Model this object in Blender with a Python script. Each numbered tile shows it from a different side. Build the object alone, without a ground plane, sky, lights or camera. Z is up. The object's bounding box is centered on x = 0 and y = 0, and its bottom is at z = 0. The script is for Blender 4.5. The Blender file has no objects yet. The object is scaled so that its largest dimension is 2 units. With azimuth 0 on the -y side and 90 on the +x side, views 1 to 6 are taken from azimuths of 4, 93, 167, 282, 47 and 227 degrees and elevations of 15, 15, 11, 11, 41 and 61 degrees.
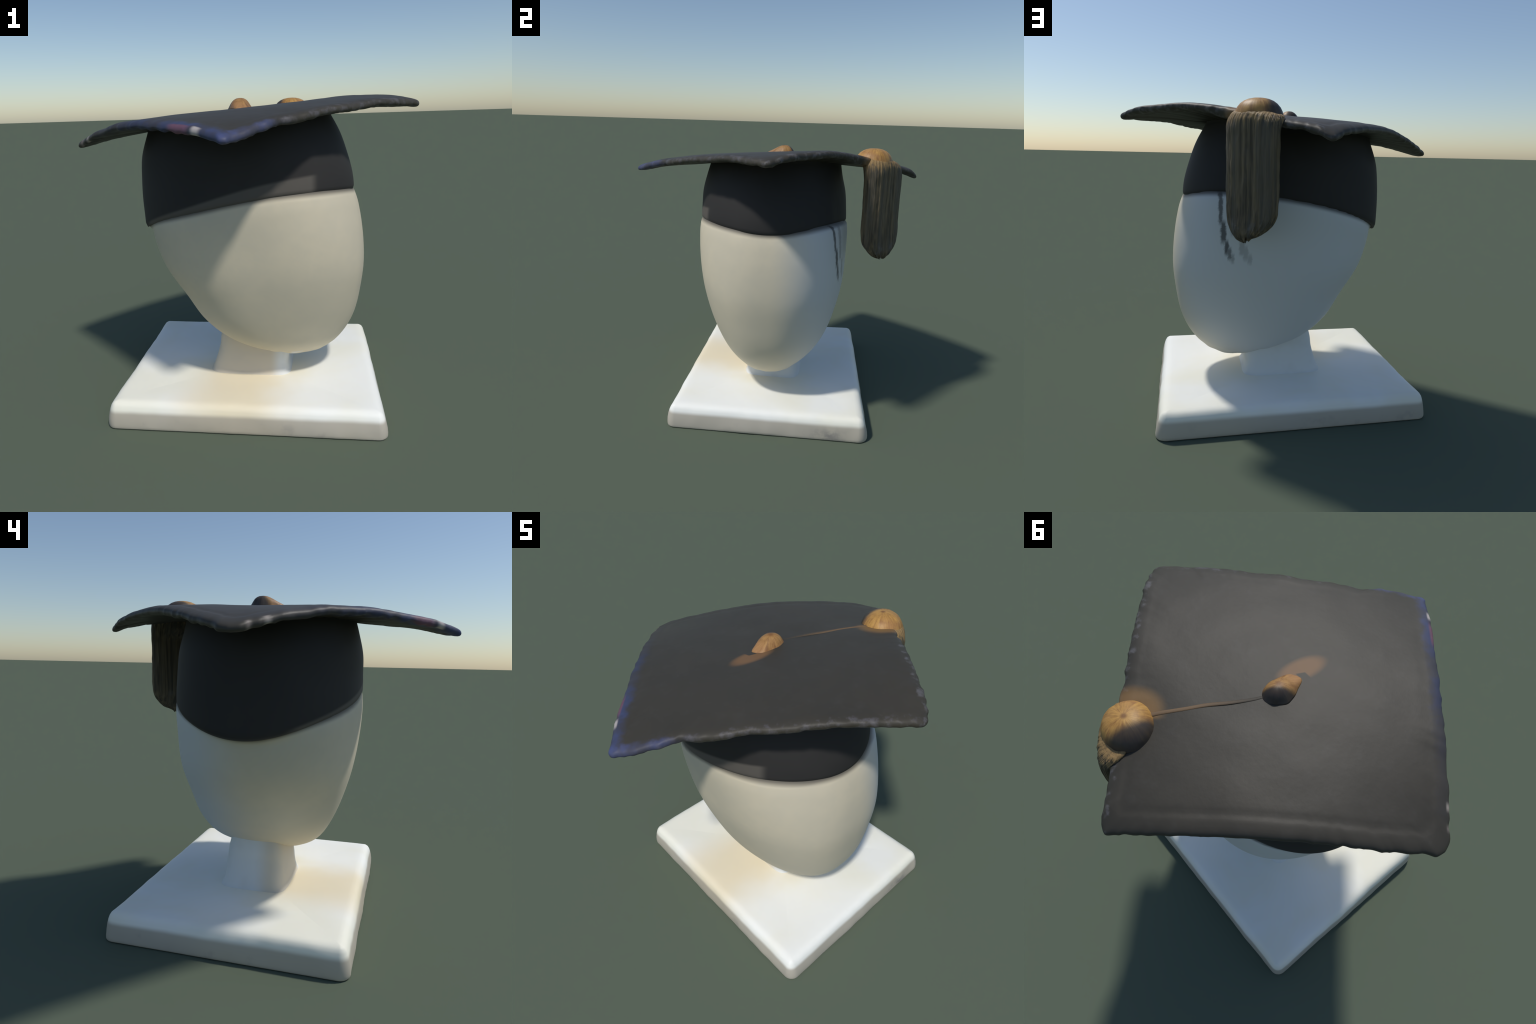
"""Featureless display head on a slab base, wearing a graduation cap with a tassel."""
import bpy, math
import numpy as np
from mathutils import Vector, noise

# ---------------------------------------------------------------- helpers
def nz(x, y, z):
    return noise.noise(Vector((x, y, z)))          # -1..1, deterministic

def smooth(a, b, x):                                # also falling when a > b
    t = np.clip((np.asarray(x, float) - a) / (b - a), 0, 1)
    return t * t * (3 - 2 * t)

def sup(c, n):                                      # superellipse component
    return np.sign(c) * np.abs(c) ** (2 / n)

def hermite(kn, vals, s):
    kn = np.asarray(kn, float); vals = np.asarray(vals, float); s = np.asarray(s, float)
    m = np.gradient(vals, kn)
    s = np.clip(s, kn[0], kn[-1])
    i = np.clip(np.searchsorted(kn, s) - 1, 0, len(kn) - 2)
    h = kn[i + 1] - kn[i]; t = (s - kn[i]) / h
    return ((2*t**3 - 3*t**2 + 1) * vals[i] + (t**3 - 2*t**2 + t) * h * m[i]
            + (-2*t**3 + 3*t**2) * vals[i + 1] + (t**3 - t**2) * h * m[i + 1])

def loft(name, rings, cap_start=True, cap_end=True):
    """Rings: list of (n,3) arrays, counter-clockwise seen from +z, bottom to top."""
    n = len(rings[0]); V = [tuple(p) for r in rings for p in r]; F = []
    for j in range(len(rings) - 1):
        a = j * n; b = a + n
        for i in range(n):
            k = (i + 1) % n
            F.append((a + i, a + k, b + k, b + i))
    if cap_start:
        c = len(V); V.append(tuple(np.mean(rings[0], axis=0)))
        F += [(c, (i + 1) % n, i) for i in range(n)]
    if cap_end:
        c = len(V); V.append(tuple(np.mean(rings[-1], axis=0))); a = (len(rings) - 1) * n
        F += [(c, a + i, a + (i + 1) % n) for i in range(n)]
    me = bpy.data.meshes.new(name)
    me.from_pydata(V, [], F); me.validate(); me.update()
    me.polygons.foreach_set("use_smooth", [True] * len(me.polygons))
    ob = bpy.data.objects.new(name, me)
    bpy.context.scene.collection.objects.link(ob)
    return ob

# ---------------------------------------------------------------- node helpers
class Mat:
    def __init__(self, name, rough=0.6, spec=0.4):
        self.m = bpy.data.materials.new(name); self.m.use_nodes = True
        self.t = self.m.node_tree; self.t.nodes.clear()
        self.out = self.t.nodes.new("ShaderNodeOutputMaterial")
        self.p = self.t.nodes.new("ShaderNodeBsdfPrincipled")
        self.p.inputs["Roughness"].default_value = rough
        self.p.inputs["Specular IOR Level"].default_value = spec
        self.t.links.new(self.p.outputs[0], self.out.inputs[0])
        tc = self.t.nodes.new("ShaderNodeTexCoord"); self.co = tc.outputs["Object"]
        sp = self.t.nodes.new("ShaderNodeSeparateXYZ"); self.t.links.new(self.co, sp.inputs[0])
        self.x, self.y, self.z = sp.outputs
    def put(self, sock, v):
        if isinstance(v, bpy.types.NodeSocket): self.t.links.new(v, sock)
        else: sock.default_value = v
    def math(self, op, a, b=0.0, clamp=False):
        n = self.t.nodes.new("ShaderNodeMath"); n.operation = op; n.use_clamp = clamp
        self.put(n.inputs[0], a); self.put(n.inputs[1], b); return n.outputs[0]
    def add(self, a, b): return self.math('ADD', a, b)
    def sub(self, a, b): return self.math('SUBTRACT', a, b)
    def mul(self, a, b): return self.math('MULTIPLY', a, b)
    def step(self, v, lo, hi):                       # smoothstep, also falling if lo > hi
        n = self.t.nodes.new("ShaderNodeMapRange"); n.interpolation_type = 'SMOOTHSTEP'
        self.put(n.inputs[0], v)
        if lo < hi: vals = (lo, hi, 0.0, 1.0)
        else: vals = (hi, lo, 1.0, 0.0)
        for i, q in enumerate(vals): n.inputs[i + 1].default_value = q
        return n.outputs[0]
    def window(self, v, lo, hi, soft):
        return self.mul(self.step(v, lo - soft, lo + soft), self.step(v, hi + soft, hi - soft))
    def prod(self, *a):
        r = a[0]
        for b in a[1:]: r = self.mul(r, b)
        return r
    def scaled(self, sx, sy, sz, src=None, loc=(0, 0, 0)):
        n = self.t.nodes.new("ShaderNodeMapping"); self.t.links.new(src or self.co, n.inputs[0])
        n.inputs["Location"].default_value = loc
        n.inputs["Scale"].default_value = (sx, sy, sz); return n.outputs[0]
    def noise(self, scale, detail=3, rough=0.5, vec=None, dist=0.0):
        n = self.t.nodes.new("ShaderNodeTexNoise")
        self.t.links.new(vec or self.co, n.inputs["Vector"])
        n.inputs["Scale"].default_value = scale; n.inputs["Detail"].default_value = detail
        n.inputs["Roughness"].default_value = rough; n.inputs["Distortion"].default_value = dist
        return n.outputs[0]
    def mix(self, f, a, b):
        n = self.t.nodes.new("ShaderNodeMix"); n.data_type = 'RGBA'
        self.put(n.inputs[0], f)
        for sock, v in ((n.inputs[6], a), (n.inputs[7], b)):
            if isinstance(v, (tuple, list)): v = (*v[:3], 1.0)
            self.put(sock, v)
        return n.outputs[2]
    def combine(self, x, y, z):
        n = self.t.nodes.new("ShaderNodeCombineXYZ")
        for s, v in zip(n.inputs, (x, y, z)): self.put(s, v)
        return n.outputs[0]
    def rim_height(self):
        """Height of the cap rim at this point's direction round the head."""
        c, s = math.cos(BAND_YAW), math.sin(BAND_YAW)
        X, Y = self.sub(self.x, .012), self.sub(self.y, .012)
        U = self.math('DIVIDE', self.add(self.mul(X, c), self.mul(Y, s)), .60)
        V = self.math('DIVIDE', self.sub(self.mul(Y, c), self.mul(X, s)), .50)
        ang = self.math('ARCTAN2', V, U)
        n = self.t.nodes.new("ShaderNodeFloatCurve"); cv = n.mapping.curves[0]
        steps = 36
        for k in range(steps + 1):
            h = (float(rim_z(np.array(2 * math.pi * k / steps - math.pi))) - 1.0) / .4
            if k == 0: cv.points[0].location = (0, h)
            elif k == steps: cv.points[-1].location = (1, h)
            else: cv.points.new(k / steps, h)
        n.mapping.update()
        self.put(n.inputs["Value"], self.add(self.mul(ang, .5 / math.pi), .5))
        return self.add(self.mul(n.outputs[0], .4), 1.0)
    def bump(self, h, strength, dist=0.01):
        n = self.t.nodes.new("ShaderNodeBump"); n.inputs["Strength"].default_value = strength
        n.inputs["Distance"].default_value = dist
        self.t.links.new(h, n.inputs["Height"]); self.t.links.new(n.outputs[0], self.p.inputs["Normal"])
    def color(self, c): self.put(self.p.inputs["Base Color"], c); return self.m

# ---------------------------------------------------------------- shape rules
# skull cap (band): elliptical sections, height -> centre and half axes
BAND_YAW = math.radians(-6.2)
BZ  = [1.15, 1.264, 1.378, 1.492, 1.606, 1.72]
BCX = [.021, .012, .006, -.004, -.008, -.016]
BCY = [.014, .012, .011, .008, .008, .015]
BRX = [.636, .629, .618, .595, .555, .500]
BRY = [.526, .520, .512, .504, .477, .450]
# lower rim of the band: angle -> height (dips to a point over the nape and a little at the brow)
RIM_A = [0, 15, 30, 45, 60, 75, 90, 105, 120, 135, 150, 165, 177, 187, 196, 207, 221, 235, 249, 263, 275, 288, 305, 320, 336, 350]
RIM_Z = [1.280, 1.279, 1.300, 1.315, 1.318, 1.308, 1.288, 1.254, 1.216, 1.172, 1.125, 1.090, 1.067, 1.061, 1.077, 1.098,
         1.137, 1.174, 1.212, 1.248, 1.272, 1.297, 1.305, 1.306, 1.298, 1.286]
def rim_z(th):
    def harmonics(t): return np.stack([np.cos(k*t) for k in range(7)] + [np.sin(k*t) for k in range(1, 7)], -1)
    w = np.linalg.lstsq(harmonics(np.radians(RIM_A)), np.array(RIM_Z), rcond=None)[0]
    return harmonics(np.asarray(th)) @ w
def band_point(th, z, f=1.0, inset=0.0):
    a = hermite(BZ, BRX, z) * f - inset; b = hermite(BZ, BRY, z) * f - inset
    X = a * sup(np.cos(th), 2.07); Y = b * sup(np.sin(th), 2.07)
    c, s = math.cos(BAND_YAW), math.sin(BAND_YAW)
    return np.stack([hermite(BZ, BCX, z) + c*X - s*Y, hermite(BZ, BCY, z) + s*X + c*Y, z + 0*X], -1)

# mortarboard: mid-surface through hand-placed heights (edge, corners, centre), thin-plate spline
BOARD = np.array([
 (0, -.985, 1.612), (.143, -.833, 1.655), (.252, -.692, 1.684), (.387, -.584, 1.706), (.515, -.47, 1.724), (.63, -.345, 1.738),
 (.758, -.235, 1.747), (.886, -.12, 1.751), (.975, .012, 1.747), (.90, .10, 1.768), (.72, .29, 1.785), (.57, .455, 1.778),
 (.448, .57, 1.755), (.322, .70, 1.718), (.22, .81, 1.690), (.13, .89, 1.672), (.065, .955, 1.655), (.02, .995, 1.625),
 (-.127, .896, 1.655), (-.30, .73, 1.674), (-.45, .586, 1.680), (-.603, .412, 1.664), (-.727, .312, 1.638), (-.913, .112, 1.585),
 (-.984, .005, 1.560), (-.859, -.13, 1.606), (-.782, -.212, 1.629), (-.645, -.353, 1.659), (-.487, -.513, 1.671),
 (-.27, -.765, 1.657), (-.072, -.96, 1.625), (0, 0, 1.727), (.35, .1, 1.755), (-.4, .05, 1.690), (.05, .42, 1.728), (.0, -.45, 1.705)])
def _tps(r2): return np.where(r2 > 1e-12, .5 * r2 * np.log(np.maximum(r2, 1e-12)), 0)
_n = len(BOARD); _P = BOARD[:, :2]
_A = np.zeros((_n + 3, _n + 3))
_A[:_n, :_n] = _tps(((_P[:, None] - _P[None])**2).sum(-1)) + 2e-4 * np.eye(_n)
_A[:_n, _n] = 1; _A[:_n, _n+1:] = _P; _A[_n:, :_n] = _A[:_n, _n:].T
_W = np.linalg.solve(_A, np.concatenate([BOARD[:, 2], [0, 0, 0]]))
def board_z(x, y):
    q = np.stack([np.asarray(x, float), np.asarray(y, float)], -1)
    r2 = ((q[..., None, :] - _P)**2).sum(-1)
    return _tps(r2) @ _W[:_n] + _W[_n] + q @ _W[_n+1:] - .004

def fillet_outline(corners, radii, per_edge, per_arc):
    """Closed polygon with rounded corners, evenly sampled along its edges."""
    C = [np.array(c, float) for c in corners]; n = len(C); pts = []
    ends = []
    for i in range(n):
        p, c, q = C[i-1], C[i], C[(i+1) % n]
        u = (p - c) / np.linalg.norm(p - c); w = (q - c) / np.linalg.norm(q - c)
        half = math.acos(np.clip(u @ w, -1, 1)) / 2
        t = radii[i] / math.tan(half); b = (u + w) / np.linalg.norm(u + w)
        o = c + b * radii[i] / math.sin(half)
        a0, a1 = c + u*t - o, c + w*t - o
        ang0 = math.atan2(a0[1], a0[0]); d = (math.atan2(a1[1], a1[0]) - ang0 + math.pi) % (2*math.pi) - math.pi
        ends.append([o + radii[i] * np.array([math.cos(ang0 + d*k/per_arc), math.sin(ang0 + d*k/per_arc)]) for k in range(per_arc + 1)])
    for i in range(n):
        pts += ends[i]
        a, b = ends[i][-1], ends[(i+1) % n][0]
        pts += [a + (b - a) * k / per_edge for k in range(1, per_edge)]
    return np.array(pts)
def outward(P):
    t = np.roll(P, -1, 0) - np.roll(P, 1, 0); t /= np.linalg.norm(t, axis=1)[:, None]
    return np.stack([t[:, 1], -t[:, 0]], -1)

# ---------------------------------------------------------------- root
root = bpy.data.objects.new("mannequin_head", None)
bpy.context.scene.collection.objects.link(root)
root["label"] = "white featureless mannequin head on square base wearing black graduation cap"
root["category"] = "mannequin head"

# ---------------------------------------------------------------- base slab
CB = [(-.797, -.537), (.772, -.630), (.828, .676), (-.746, .726)]
def build_base():
    rings = []
    prof = [(.004, .000), (-.003, .002), (-.005, .008), (-.005, .022), (-.002, .050), (.004, .080), (.011, .104), (.018, .122),
            (.028, .137), (.042, .146), (.057, .1505), (.075, .152), (.12, .1505)]
    O = fillet_outline(CB, [.055, .055, .06, .055], 90, 14); N = outward(O)
    ctr = O.mean(0)
    for ins, z in prof:
        P = O - N * ins if ins < .054 else None
        if P is None:
            Q = O - N * .05; P = Q + (ctr - Q) * (ins - .05) * 1.6
        w = np.array([.0045 * nz(p[0]*4, p[1]*4, z*9) + .0025 * nz(p[0]*13, p[1]*13, z*12 + 4) for p in P])
        if z < .006: w *= .3
        P = P + N * w[:, None]
        zz = np.array([z + (-.005 * p[0] +.003 * nz(p[0]*5 + 3, p[1]*5, 2)) * float(smooth(.03, .1, z)) for p in P])
        rings.append(np.column_stack([P, zz]))
    last = rings[-1]
    for f in (.08, .2, .32, .45, .6, .8, .95):
        q = last[:, :2] + (ctr - last[:, :2]) * f
        rings.append(np.column_stack([q, [.1505 - .005 * a - .0125 * float(smooth(0, .5, f)) + .002 * nz(a*3, b*3, 1) for a, b in q]]))
    return loft("base", rings)
base = build_base()

# ---------------------------------------------------------------- neck
def build_neck():
    rings = []; th = np.linspace(0, 2*np.pi, 128, endpoint=False)
    lv = [(.125, -.258, .278, -.165, .258), (.145, -.242, .260, -.150, .242), (.165, -.232, .254, -.142, .234), (.20, -.219, .249, -.134, .228),
          (.25, -.202, .256, -.126, .225), (.30, -.189, .262, -.118, .222), (.36, -.182, .27, -.110, .216), (.44, -.16, .30, -.10, .20)]
    c, s = math.cos(math.radians(-3.4)), math.sin(math.radians(-3.4))
    kz = [l[0] for l in lv]
    for z in np.linspace(.125, .44, 32):
        x0, x1, y0, y1 = (hermite(kz, [l[i] for l in lv], z) for i in range(1, 5))
        n = 6.0
        X = np.sign(np.cos(th)) * np.abs(np.cos(th))**(2/n) * (x1-x0)/2
        Y = np.sign(np.sin(th)) * np.abs(np.sin(th))**(2/n) * (y1-y0)/2
        cx, cy = (x0+x1)/2, (y0+y1)/2
        wob = np.array([1 + .008 * nz(a*8, b*8, z*6) for a, b in zip(X, Y)])
        rings.append(np.column_stack([cx + (c*X - s*Y)*wob, cy + (s*X + c*Y)*wob, np.full(128, z)]))
    return loft("neck", rings)
neck = build_neck()

# ---------------------------------------------------------------- head (tilted egg with a forward chin)
HZB, HZT = .247, 1.35
HK  = np.linspace(0, 1, 9)
HCX = [.385, .346, .288, .222, .180, .148, .098, .054, -.010]
HCY = [.018, .018, .018, .022, .023, .019, .017, .013, .015]
HRX = [0, .090, .231, .371, .472, .537, .604, .629, .640]
HRY = [0, .120, .221, .321, .394, .451, .498, .520, .526]
HEAD_YAW = math.radians(-3.3)
def build_head():
    th = np.linspace(0, 2*np.pi, 224, endpoint=False); rings = []
    c, s = math.cos(HEAD_YAW), math.sin(HEAD_YAW); n = 2.37 + .12 * np.cos(th)     # squarer towards the face
    rim = rim_z(th)
    S = np.concatenate([np.linspace(.012, .25, 22)[:-1], np.linspace(.25, 1, 84)])
    for q in S:
        z = HZB + (HZT - HZB) * q*q
        a, b = hermite(HK, HRX, q), hermite(HK, HRY, q); k = .334 - .363*q
        m = n - .26 * float(smooth(.72, 1, q)) * (.5 + .5 * np.cos(th)); C = sup(np.cos(th), m); Sn = sup(np.sin(th), m)
        X = a*C; Y = b*(1 - k*C)*Sn
        Y = Y * (1 + .028 * np.clip(Sn, 0, 1) * (.5 + .5*C) * math.exp(-((q - .55) / .3)**2))
        P = np.column_stack([hermite(HK, HCX, q) + c*X - s*Y, hermite(HK, HCY, q) + s*X + c*Y, np.full(len(th), z)])
        # ragged lip under the chin, gentle hand-made unevenness elsewhere
        for i, p in enumerate(P):
            low = 1 - smooth(.30, .42, p[2])
            d = .0025 * nz(p[0]*5, p[1]*5, p[2]*5) + low * .006 * nz(p[0]*17, p[1]*17, p[2]*17)
            P[i, 2] += d * (low + .2); P[i, :2] *= 1 + d * .6
        pinch = (.008 * np.exp(-((rim - z) / .045)**2) * (z < rim + .05))[:, None]      # slight waist under the cap rim
        rad = P[:, :2] - np.array([.03, .015]); P[:, :2] -= rad / np.linalg.norm(rad, axis=1)[:, None] * pinch
        inner = band_point(th, np.full(len(th), z), 1.0, .016)
        w = smooth(-.012, .016, z - rim)[:, None]
        rings.append(P * (1 - w) + inner * w)
    for z in np.linspace(1.37, 1.60, 10):
        rings.append(band_point(th, np.full(len(th), z), 1.0, .016 + .02 * (z - 1.37)))
    return loft("head", rings)
head = build_head()

# ---------------------------------------------------------------- mortarboard
def board_corner(o1, n1, o2, n2):
    return np.linalg.solve(np.array([n1, n2]), np.array([o1, o2]))
EDGES = dict(AB=(1.004, (1, -1)), BC=(1.022, (1, 1)), CD=(1.028, (-1, 1)), DA=(1.015, (-1, -1)))
def bc(e, f): return board_corner(EDGES[e][0], EDGES[e][1], EDGES[f][0], EDGES[f][1])
BOARD_C = [bc('DA', 'AB'), bc('AB', 'BC'), bc('BC', 'CD'), bc('CD', 'DA')]
def build_board():
    O = fillet_outline(BOARD_C, [.034, .060, .05, .085], 170, 20); N = outward(O); n = len(O)
    # hem: irregular chunks and folds along the edge, stronger in some stretches than in others
    def chunk(p, sc, seed): return abs(nz(p[0]*sc, p[1]*sc, seed)) * 2 - .5
    amp = np.array([.6 + .8 * nz(p[0]*2.3, p[1]*2.3, 6.6) for p in O])
    rip = amp * np.array([.006 * nz(p[0]*10, p[1]*10, 1.7) - .010 * chunk(p, 10, 5.1) - .004 * chunk(p, 23, 3.3) for p in O])
    lift = np.array([.006 * nz(p[0]*7 + 7, p[1]*7, 3.3) + .003 * nz(p[0]*19, p[1]*19, 8) for p in O])
    under = amp * np.array([.010 * chunk(p, 13, 2.9) for p in O])
    for cx, cy, d, w in ((.24, -.75, .028, .11), (.43, -.56, .016, .12), (.66, -.33, .010, .12), (.13, .87, .010, .07), (-.05, .96, .010, .06)):      # shallow bites in the edge
        rip -= d * np.exp(-((O[:, 0] - cx)**2 + (O[:, 1] - cy)**2) / w**2)
    E = O + N * rip[:, None]
    H = .024                                           # half thickness of the padded board
    rings = []
    def ring(ins, dz, w, uw=0.0):
        P = E * (1 - ins * 1.4) if ins < .05 else (O + (E - O) * float(smooth(.5, .08, ins))) * (1 - ins)
        z = board_z(P[:, 0], P[:, 1])
        r = np.array([.003 * nz(p[0]*6, p[1]*6, 11.0) for p in P])
        if np.max(dz) < -.01: z = z - .016 * np.exp(-((P[:, 0] - .42)**2 + (P[:, 1] - .55)**2) / .14**2)      # cloth pulled down by the tassel
        return np.column_stack([P, z + dz + lift * w + under * uw + r * min(1, 4 * (1 - ins))])
    for f in (.97, .9, .8, .7, .6, .5, .42, .35, .29, .24, .19, .15, .12, .10, .08):      # underside, centre to edge
        rings.append(ring(f, -H - .012 * float(smooth(.1, .4, f)), .8 * float(smooth(.3, .05, f)), .6))
    for ins, dz, w, uw in ((.048, -.021, 1, .8), (.034, -.020, 1, 1), (.022, -.0185, 1, 1), (.012, -.0155, 1, 1), (.005, -.0115, 1, .8), (.001, -.006, 1, .4),
                           (.000, .001, 1, .1), (.0015, .008, 1, 0), (.005, .0135, .9, 0), (.011, .0175, .8, 0), (.020, .0205, .7, 0), (.034, .0225, .6, 0), (.047, .0235, .5, 0)):
        rings.append(ring(ins, dz, w, uw))
    ridge = smooth(.6, 1.0, O[:, 1] - O[:, 0])          # stitched hem shows on one side only
    for f in np.concatenate([[.080, .090, .102, .12, .14], np.linspace(.165, .97, 32)]):
        lip = -.003 * math.exp(-((f - .115) / .022)**2) * (.15 + .85 * ridge)
        rings.append(ring(f, H + lip, .5 * float(smooth(.25, .05, f))))
    return loft("mortarboard", rings)
board = build_board()

# ---------------------------------------------------------------- skull cap under the board
def build_band():
    th = np.linspace(0, 2*np.pi, 240, endpoint=False); rings = []
    zr = rim_z(th)
    top = np.full(len(th), 1.66)
    for _ in range(6):
        p = band_point(th, top); top = board_z(p[:, 0], p[:, 1]) - .012
    rings.append(band_point(th, zr + .05, 1, .030))
    rings.append(band_point(th, zr + .010, 1, .024))
    rings.append(band_point(th, zr - .001, 1, .014))
    rings.append(band_point(th, zr + .002, 1, .010))
    for f in np.linspace(.04, 1, 34):
        z = zr + (top - zr) * f
        P = band_point(th, z)
        d = np.array([.0025 * nz(p[0]*4, p[1]*4, p[2]*4 + 9) for p in P])
        P[:, :2] *= (1 + d)[:, None]
        # fabric gathers outwards where it meets the board
        g = smooth(.93, 1.0, f) * .012 - .009 * np.exp(-(z - zr) / .022)
        P[:, :2] *= (1 + g)[:, None]
        rings.append(P)
    return loft("skull_cap", rings, cap_start=False, cap_end=True)
band = build_band()

# ---------------------------------------------------------------- button in the middle
def build_button():
    c = np.array([-.018, .058]); th = np.linspace(0, 2*np.pi, 72, endpoint=False); rings = []
    zc = float(board_z(c[0], c[1])) + .028
    for r, h in ((.080, -.012), (.074, -.003), (.067, .007), (.058, .020), (.048, .033), (.036, .043), (.022, .0495), (.009, .0515)):
        lean = np.array([-.004, .010]) * max(h, 0) / .05
        k = np.array([1 + .16 * nz(math.cos(t)*1.5, math.sin(t)*1.5, h*20) for t in th])
        tail = 1 + .55 * np.clip(-np.sin(th), 0, 1)**2 * (1 - max(h, 0) / .055)       # drawn out towards the smear
        P = np.column_stack([c[0] + lean[0] + r*.95*np.cos(th)*k, c[1] + lean[1] + r*1.04*np.sin(th)*k*tail, np.full(72, zc + h)])
        rings.append(P)
    return loft("button", rings)
button = build_button()

# ---------------------------------------------------------------- cord from button to tassel
def build_cord():
    path = [(.000, .125), (.022, .176), (.072, .262), (.128, .346), (.18, .437), (.232, .522), (.262, .575)]
    t = np.linspace(0, 1, 60); kt = np.linspace(0, 1, len(path))
    X = hermite(kt, [p[0] for p in path], t); Y = hermite(kt, [p[1] for p in path], t)
    Z = board_z(X, Y) + .0235
    ph = np.linspace(0, 2*np.pi, 14, endpoint=False); rings = []
    tx, ty = np.gradient(X), np.gradient(Y); L = np.hypot(tx, ty); nx, ny = ty/L, -tx/L
    for i in range(len(t)):
        w = .008 + .004 * t[i]; h = .0022 + .0028 * t[i]
        rings.append(np.column_stack([X[i] + nx[i]*w*np.cos(ph), Y[i] + ny[i]*w*np.cos(ph), Z[i] + h*np.sin(ph)]))
    return loft("cord", rings)
cord = build_cord()

# ---------------------------------------------------------------- tassel: domed head and hanging fringe
TDIR = np.array([.715, -.70]); TDIR /= np.linalg.norm(TDIR); TNRM = np.array([-TDIR[1], TDIR[0]])
KNOB = np.array([.281, .658])
def build_knob():
    th = np.linspace(0, 2*np.pi, 120, endpoint=False); rings = []
    zb = float(board_z(*KNOB)) + .031
    for r, h in ((.122, -.045), (.119, -.020), (.114, .000), (.105, .019), (.091, .036), (.073, .049), (.052, .058), (.030, .0630), (.010, .0645)):
        P = []
        for t in th:
            k = 1 + .03 * nz(math.cos(t)*1.3, math.sin(t)*1.3, 4) + .02 * nz(math.cos(t)*4, math.sin(t)*4, h*20)
            p = KNOB + (TDIR * math.cos(t) * 1.06 + TNRM * math.sin(t)) * r * k
            P.append((p[0], p[1], zb + h))
        rings.append(np.array(P))
    return loft("tassel_head", rings)
knob = build_knob()

def build_fringe():
    m = 300; th = np.linspace(0, 2*np.pi, m, endpoint=False); rings = []
    # z, centre along width, centre along normal, half width, half thickness
    lv = [(1.100, .004, .030, .022, .018), (1.112, .004, .028, .062, .036), (1.135, .003, .022, .098, .049), (1.17, .002, .014, .132, .056),
          (1.215, .000, .006, .153, .060), (1.28, .000, .002, .162, .060), (1.40, .000, .000, .163, .058), (1.52, .000, .001, .163, .057),
          (1.62, .000, .000, .164, .058), (1.68, .000, -.006, .164, .062), (1.715, -.004, -.020, .160, .068), (1.74, -.010, -.040, .148, .072), (1.756, -.016, -.056, .124, .058), (1.763, -.018, -.062, .090, .040), (1.766, -.018, -.064, .04, .02)]
    c0 = np.array([.322, .726]); kz = [l[0] for l in lv]
    for z in np.concatenate([np.linspace(1.100, 1.22, 26), np.linspace(1.225, 1.766, 90)]):
        cu, cv, a, b = (float(hermite(kz, [l[i] for l in lv], z)) for i in range(1, 5))
        n = 2.5; P = []
        for t in th:
            C, S = math.cos(t), math.sin(t)
            u = math.copysign(abs(C)**(2/n), C); v = math.copysign(abs(S)**(2/n), S)
            strand = nz(t*9, z*1.2, 2.0) * .55 + nz(t*24, z*2.0, 7.0) * .45      # vertical strands
            lump = nz(u*3, v*3, z*9 + 1) * .5 + nz(u*7, v*7, z*22) * .3
            k = .0060 * strand + .0080 * lump
            back = max(0.0, -u)
            if v < 0 and z < 1.66: v *= 1 - .70 * (1 - u*u) * float(smooth(1.66, 1.56, z))      # side towards the head is scooped out
            p = c0 + TDIR * (cu + .003 + u * (a - .001 + k)) + TNRM * (cv + .014 * back**1.5 - .016 * max(0.0, u)**2 + v * (b + k) * (1.03 - .22 * back))
            zz = z
            if z < 1.26:                                                          # uneven strand ends
                zz += (1.26 - z) / .16 * (.020 * nz(t*6, 3, 1) + .045 * max(0, -u) * .6 + .02*max(0, u) * (v < 0))
            zz += (.032 if u < 0 else .006) * u * float(smooth(1.62, 1.76, z))                         # top follows the slope of the board
            P.append((p[0], p[1], zz))
        rings.append(np.array(P))
    ob = loft("tassel_fringe", rings); ob["kind"] = "stuff"
    return ob
fringe = build_fringe()

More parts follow.
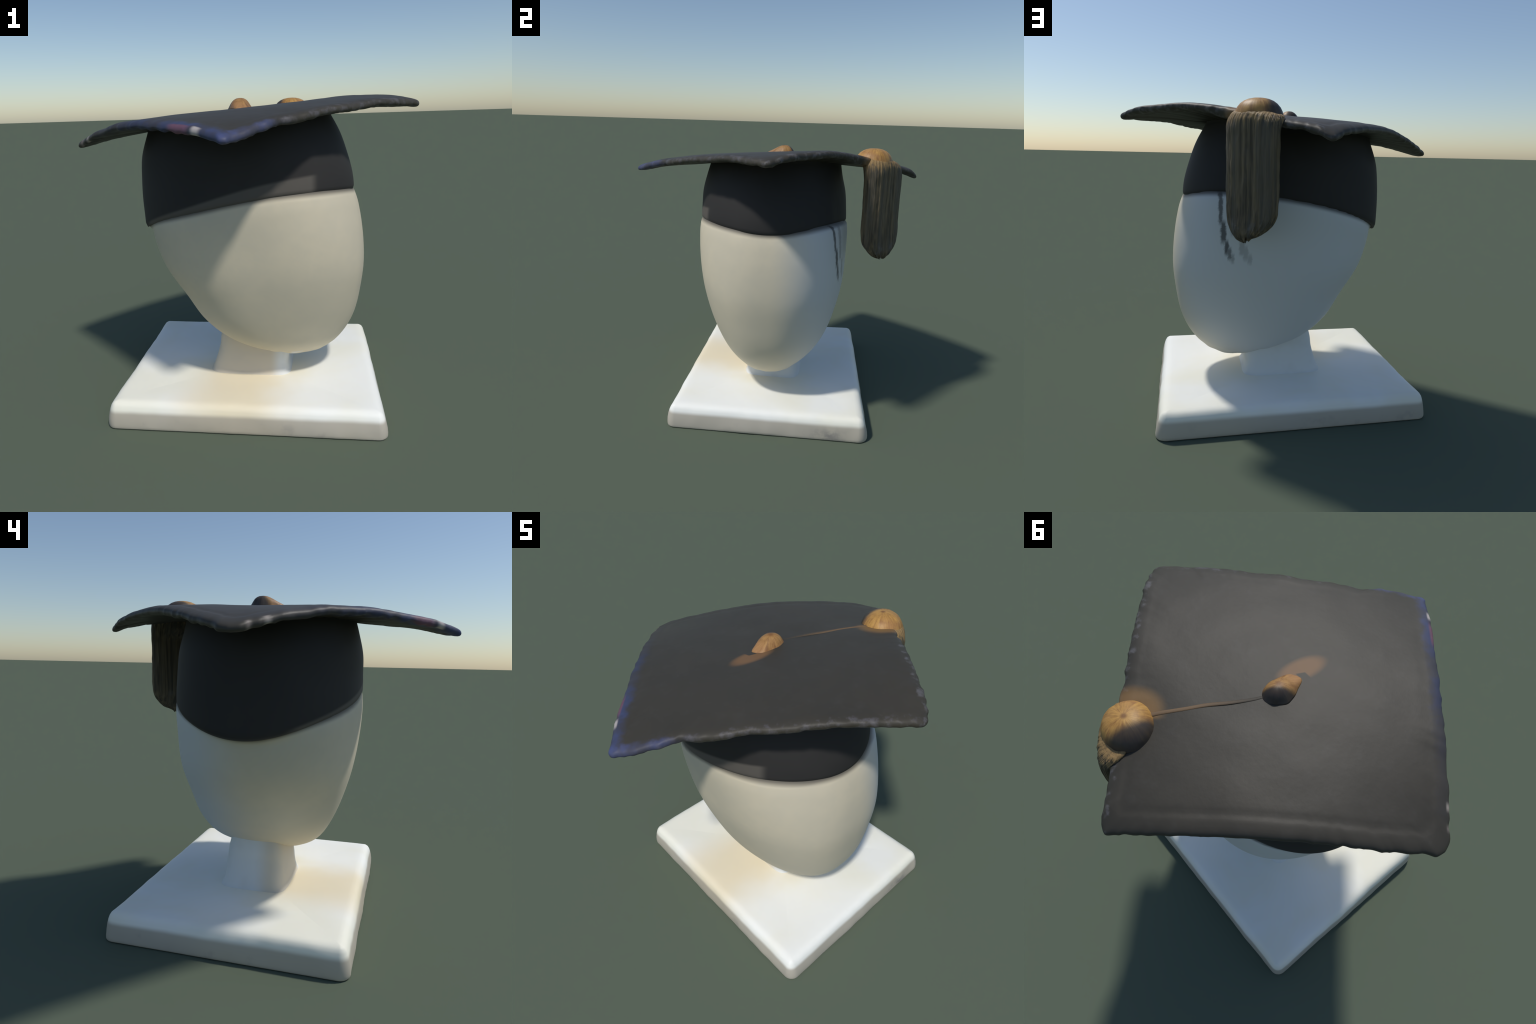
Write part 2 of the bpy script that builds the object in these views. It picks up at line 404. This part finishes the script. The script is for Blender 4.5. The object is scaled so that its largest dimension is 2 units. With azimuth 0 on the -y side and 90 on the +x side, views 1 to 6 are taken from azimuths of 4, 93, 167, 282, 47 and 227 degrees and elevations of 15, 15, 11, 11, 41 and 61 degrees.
# ---------------------------------------------------------------- materials
def mat_head():
    m = Mat("painted_head", .6, .3)
    big = m.noise(2.2, 3, .5); fine = m.noise(14, 4, .6)
    col = m.mix(m.step(big, .35, .65), (.64, .575, .44), (.70, .62, .465))
    col = m.mix(m.mul(m.step(fine, .4, .7), .25), col, (.61, .56, .44))
    # bluish skylight tinted into the paint on the side towards the tassel
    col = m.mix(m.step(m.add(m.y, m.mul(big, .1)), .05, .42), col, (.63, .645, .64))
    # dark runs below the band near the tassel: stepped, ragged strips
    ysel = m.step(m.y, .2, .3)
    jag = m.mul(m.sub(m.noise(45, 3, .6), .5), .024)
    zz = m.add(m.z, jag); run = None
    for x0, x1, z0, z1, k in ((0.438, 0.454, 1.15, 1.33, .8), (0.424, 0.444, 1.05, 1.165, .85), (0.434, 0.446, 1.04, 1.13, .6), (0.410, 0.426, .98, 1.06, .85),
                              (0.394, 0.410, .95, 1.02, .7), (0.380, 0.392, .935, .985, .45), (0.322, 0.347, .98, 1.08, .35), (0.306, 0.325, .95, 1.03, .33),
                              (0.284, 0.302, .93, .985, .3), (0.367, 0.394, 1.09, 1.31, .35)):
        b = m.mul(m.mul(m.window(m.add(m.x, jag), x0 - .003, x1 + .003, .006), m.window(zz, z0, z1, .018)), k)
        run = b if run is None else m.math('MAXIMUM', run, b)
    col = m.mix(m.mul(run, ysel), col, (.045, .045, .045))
    # pale chip under the chin and a dark split at the seam with the neck
    blotch = m.prod(m.window(m.x, .26, .33, .012), m.window(m.y, -.24, -.17, .02), m.step(m.z, .33, .30))
    col = m.mix(blotch, col, (.72, .72, .70))
    # cloth colour bleeding just below the rim
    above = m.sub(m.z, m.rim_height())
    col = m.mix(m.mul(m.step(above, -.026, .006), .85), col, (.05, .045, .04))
    m.bump(fine, .08, .01)
    return m.color(col)

def mat_base():
    m = Mat("white_base_paint", .55, .3)
    big = m.noise(1.8, 3, .5, dist=.3); fine = m.noise(9, 4, .6)
    col = m.mix(m.step(big, .35, .65), (.91, .885, .75), (.93, .925, .86))
    # warm yellowed patch in front of the neck
    wob = m.mul(m.sub(big, .5), .35)
    tan = m.prod(m.window(m.add(m.x, wob), -.33, .22, .20), m.step(m.y, .10, -.08))
    col = m.mix(m.mul(tan, .95), col, (.86, .755, .54))
    # lower sides: darker tan-grey with smudges
    side = m.step(m.z, .115, .085)
    col = m.mix(m.mul(side, .85), col, (.44, .39, .31))
    smudge = m.mul(m.step(fine, .56, .72), m.step(m.z, .10, .04))
    col = m.mix(m.mul(smudge, .35), col, (.33, .30, .27))
    spot = m.prod(m.step(m.x, .70, .78), m.window(m.y, .34, .52, .10), m.step(m.z, .11, .03), m.step(fine, .35, .60))
    col = m.mix(m.mul(spot, .75), col, (.22, .21, .20))
    m.bump(fine, .06, .01)
    return m.color(col)

def mat_neck():
    m = Mat("white_neck_paint", .6, .3)
    fine = m.noise(8, 3, .5)
    front = m.mul(m.step(m.y, .06, -.06), m.step(m.x, .20, .12))
    col = m.mix(front, (.72, .73, .71), (.66, .59, .47))
    col = m.mix(m.mul(m.step(fine, .45, .7), .2), col, (.55, .52, .46))
    return m.color(col)

def mat_band():
    m = Mat("black_band_cloth", .7, .25)
    fine = m.noise(40, 3, .6); big = m.noise(3, 2, .5)
    col = m.mix(big, (.028, .027, .027), (.042, .039, .037))
    # faded greyish strip along the lower edge on one side, ending in a straight seam
    above = m.sub(m.z, m.rim_height())
    width = m.add(m.mul(m.x, .080), .062)
    fade = m.prod(m.step(m.sub(above, width), .010, -.010), m.step(m.y, -.15, -.25), m.step(m.x, .41, .36))
    col = m.mix(m.mul(m.step(above, .014, -.002), .35), col, (.13, .12, .10))
    col = m.mix(m.mul(fade, .9), col, (.125, .112, .098))
    # tassel-coloured smear on the other side
    sm = m.prod(m.step(m.y, .36, .44), m.window(m.x, .22, .40, .03), m.noise(30, 2, .5, vec=m.scaled(1, 1, .05)))
    col = m.mix(m.mul(sm, .9), col, (.060, .055, .045))
    m.bump(fine, .1, .004)
    return m.color(col)

def mat_board():
    m = Mat("black_board_cloth", .54, .32)
    big = m.noise(3.0, 4, .6, dist=.4); mid = m.noise(16, 4, .6); edge_n = m.noise(26, 3, .55)
    col = m.mix(big, (.040, .0365, .028), (.058, .051, .038))
    col = m.mix(m.mul(m.step(mid, .5, .75), .3), col, (.066, .061, .052))
    en = m.mul(m.sub(edge_n, .5), .10)
    s = m.add(m.x, m.y); d = m.sub(m.x, m.y)            # along / across the two edge directions
    da = m.add(m.mul(s, -1.0), en)                      # grows towards the blue edge
    ab = m.add(d, en)
    # blue strip and corner
    blue = m.mul(m.step(da, .905, .985), m.step(d, -.95, -.1))
    mot = m.add(.28, m.mul(m.step(m.noise(7, 3, .6), .38, .62), .45))
    col = m.mix(m.mul(blue, mot), col, m.mix(m.step(d, -.2, .9), (.035, .042, .085), (.052, .072, .18)))
    blue2 = m.prod(m.step(ab, .93, .975), m.step(s, -.35, -.75))
    col = m.mix(m.mul(blue2, mot), col, (.070, .085, .19))
    # pale lavender worn hem along the next edge
    worn = m.prod(m.step(ab, .945, .985), m.step(edge_n, .44, .72), m.step(s, -.9, -.6))
    col = m.mix(m.mul(worn, .6), col, (.120, .114, .125))
    bcn = m.prod(m.step(m.add(s, en), .97, 1.0), m.step(edge_n, .46, .72))
    col = m.mix(m.mul(bcn, .6), col, (.15, .145, .15))
    # rose and white marks on the outer hem near the blue corner
    out = m.step(m.mul(s, -1.0), .985, 1.0)
    col = m.mix(m.prod(out, m.window(d, .46, .66, .05), .8), col, (.17, .075, .10))
    col = m.mix(m.prod(out, m.window(d, .71, .78, .025), .85), col, (.50, .45, .42))
    col = m.mix(m.prod(out, m.window(d, -.76, -.72, .02), .5), col, (.60, .52, .45))
    col = m.mix(m.prod(out, m.window(d, -.88, -.85, .02), .4), col, (.40, .33, .30))
    # amber smear beside the button, with a square dark nick
    def ellipse(cx, cy, ux, uy, ru, rv, lo, hi):
        X, Y = m.sub(m.x, cx), m.sub(m.y, cy)
        U = m.math('DIVIDE', m.add(m.mul(X, ux), m.mul(Y, uy)), ru)
        V = m.math('DIVIDE', m.sub(m.mul(X, uy), m.mul(Y, ux)), rv)
        return m.step(m.add(m.mul(U, U), m.mul(V, V)), hi, lo)
    sme = ellipse(.005, -.105, .20, .98, .140, .062, .25, 1.15)
    nick = m.mul(m.window(m.add(m.x, m.mul(m.y, -.5)), -.03, .035, .004), m.window(m.y, -.105, -.065, .004))
    sme = m.mul(sme, m.sub(1.0, nick))
    top = m.step(m.z, 1.69, 1.72)
    col = m.mix(m.prod(sme, .65, top), col, (.26, .135, .055))
    # amber halo round the tassel head
    halo = m.mul(ellipse(.325, .605, .7, .7, .150, .120, .35, 1.2), top)
    cut = m.step(m.sub(m.y, m.mul(m.x, 1.0)), .345, .315)
    col = m.mix(m.prod(halo, cut, .6), col, (.30, .17, .06))
    hmn = m.add(m.mul(mid, .6), m.mul(edge_n, .5))
    m.bump(hmn, .12, .01)
    return m.color(col)

def mat_amber(name, c, shade_dir, shade_at, soft, dark=(.27, .125, .035), light=(.52, .29, .075), skirt=0.0):
    m = Mat(name, .5, .4)
    X, Y = m.sub(m.x, float(c[0])), m.sub(m.y, float(c[1]))
    ang = m.math('ARCTAN2', Y, X); r = m.math('SQRT', m.add(m.mul(X, X), m.mul(Y, Y)))
    fib = m.noise(1.0, 3, .6, vec=m.combine(m.mul(m.math('SINE', ang), 7.0), m.mul(m.math('COSINE', ang), 7.0), m.mul(r, 14.0)))
    big = m.noise(9, 3, .5)
    col = m.mix(m.step(m.add(m.mul(fib, .55), m.mul(m.noise(20, 3, .6), .45)), .32, .62), dark, light)
    col = m.mix(m.mul(m.step(big, .45, .7), .5), col, (.36, .18, .08))
    col = m.mix(m.step(r, .022, .004), col, (.22, .10, .03))
    # near-black area on the far side of the dome, with an uneven soft edge
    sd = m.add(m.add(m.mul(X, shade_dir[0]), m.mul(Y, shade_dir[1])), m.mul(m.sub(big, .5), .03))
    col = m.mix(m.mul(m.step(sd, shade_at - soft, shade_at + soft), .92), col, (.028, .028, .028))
    if skirt: col = m.mix(m.step(m.add(r, m.mul(m.sub(big, .5), .03)), skirt - .008, skirt + .008), col, (.042, .039, .034))
    m.bump(fib, .15, .006)
    return m.color(col)

def mat_fringe():
    m = Mat("brown_tassel_thread", .6, .3)
    st = m.noise(60, 3, .6, vec=m.scaled(1, 1, .03)); st2 = m.noise(22, 2, .5, vec=m.scaled(1, 1, .05, loc=(3, 1, 0)))
    blot = m.noise(16, 3, .5)
    col = m.mix(m.step(st, .32, .68), (.056, .045, .030), (.175, .135, .080))
    col = m.mix(m.mul(m.step(st2, .45, .65), .55), col, (.090, .083, .068))
    col = m.mix(m.mul(m.step(m.add(m.z, m.mul(m.sub(st, .5), .18)), 1.67, 1.74), .85), col, (.34, .215, .085))
    tip = m.mul(m.step(m.z, 1.26, 1.15), m.step(blot, .5, .65))
    col = m.mix(m.mul(tip, .5), col, (.028, .028, .026))
    pale = m.mul(m.step(m.z, 1.30, 1.15), m.step(blot, .42, .30))
    col = m.mix(m.mul(pale, .4), col, (.15, .15, .15))
    # warm edge on the side towards the back corner
    col = m.mix(m.mul(m.step(m.x, .20, .165), .6), col, (.17, .115, .055))
    m.bump(st, .5, .008)
    return m.color(col)

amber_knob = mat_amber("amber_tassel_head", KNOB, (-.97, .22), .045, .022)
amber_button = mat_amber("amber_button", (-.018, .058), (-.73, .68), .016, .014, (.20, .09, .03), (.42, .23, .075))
def mat_cord():
    m = Mat("amber_cord", .6, .3)
    col = m.mix(m.step(m.y, .15, .42), (.056, .048, .036), (.165, .105, .055))
    return m.color(col)

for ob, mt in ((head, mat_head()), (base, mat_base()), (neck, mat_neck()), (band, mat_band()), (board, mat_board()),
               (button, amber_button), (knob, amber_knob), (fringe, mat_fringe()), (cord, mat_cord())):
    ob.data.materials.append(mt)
for ob in (head, neck, base, board): ob.parent = root
for ob in (band, button, cord, knob, fringe): ob.parent = board
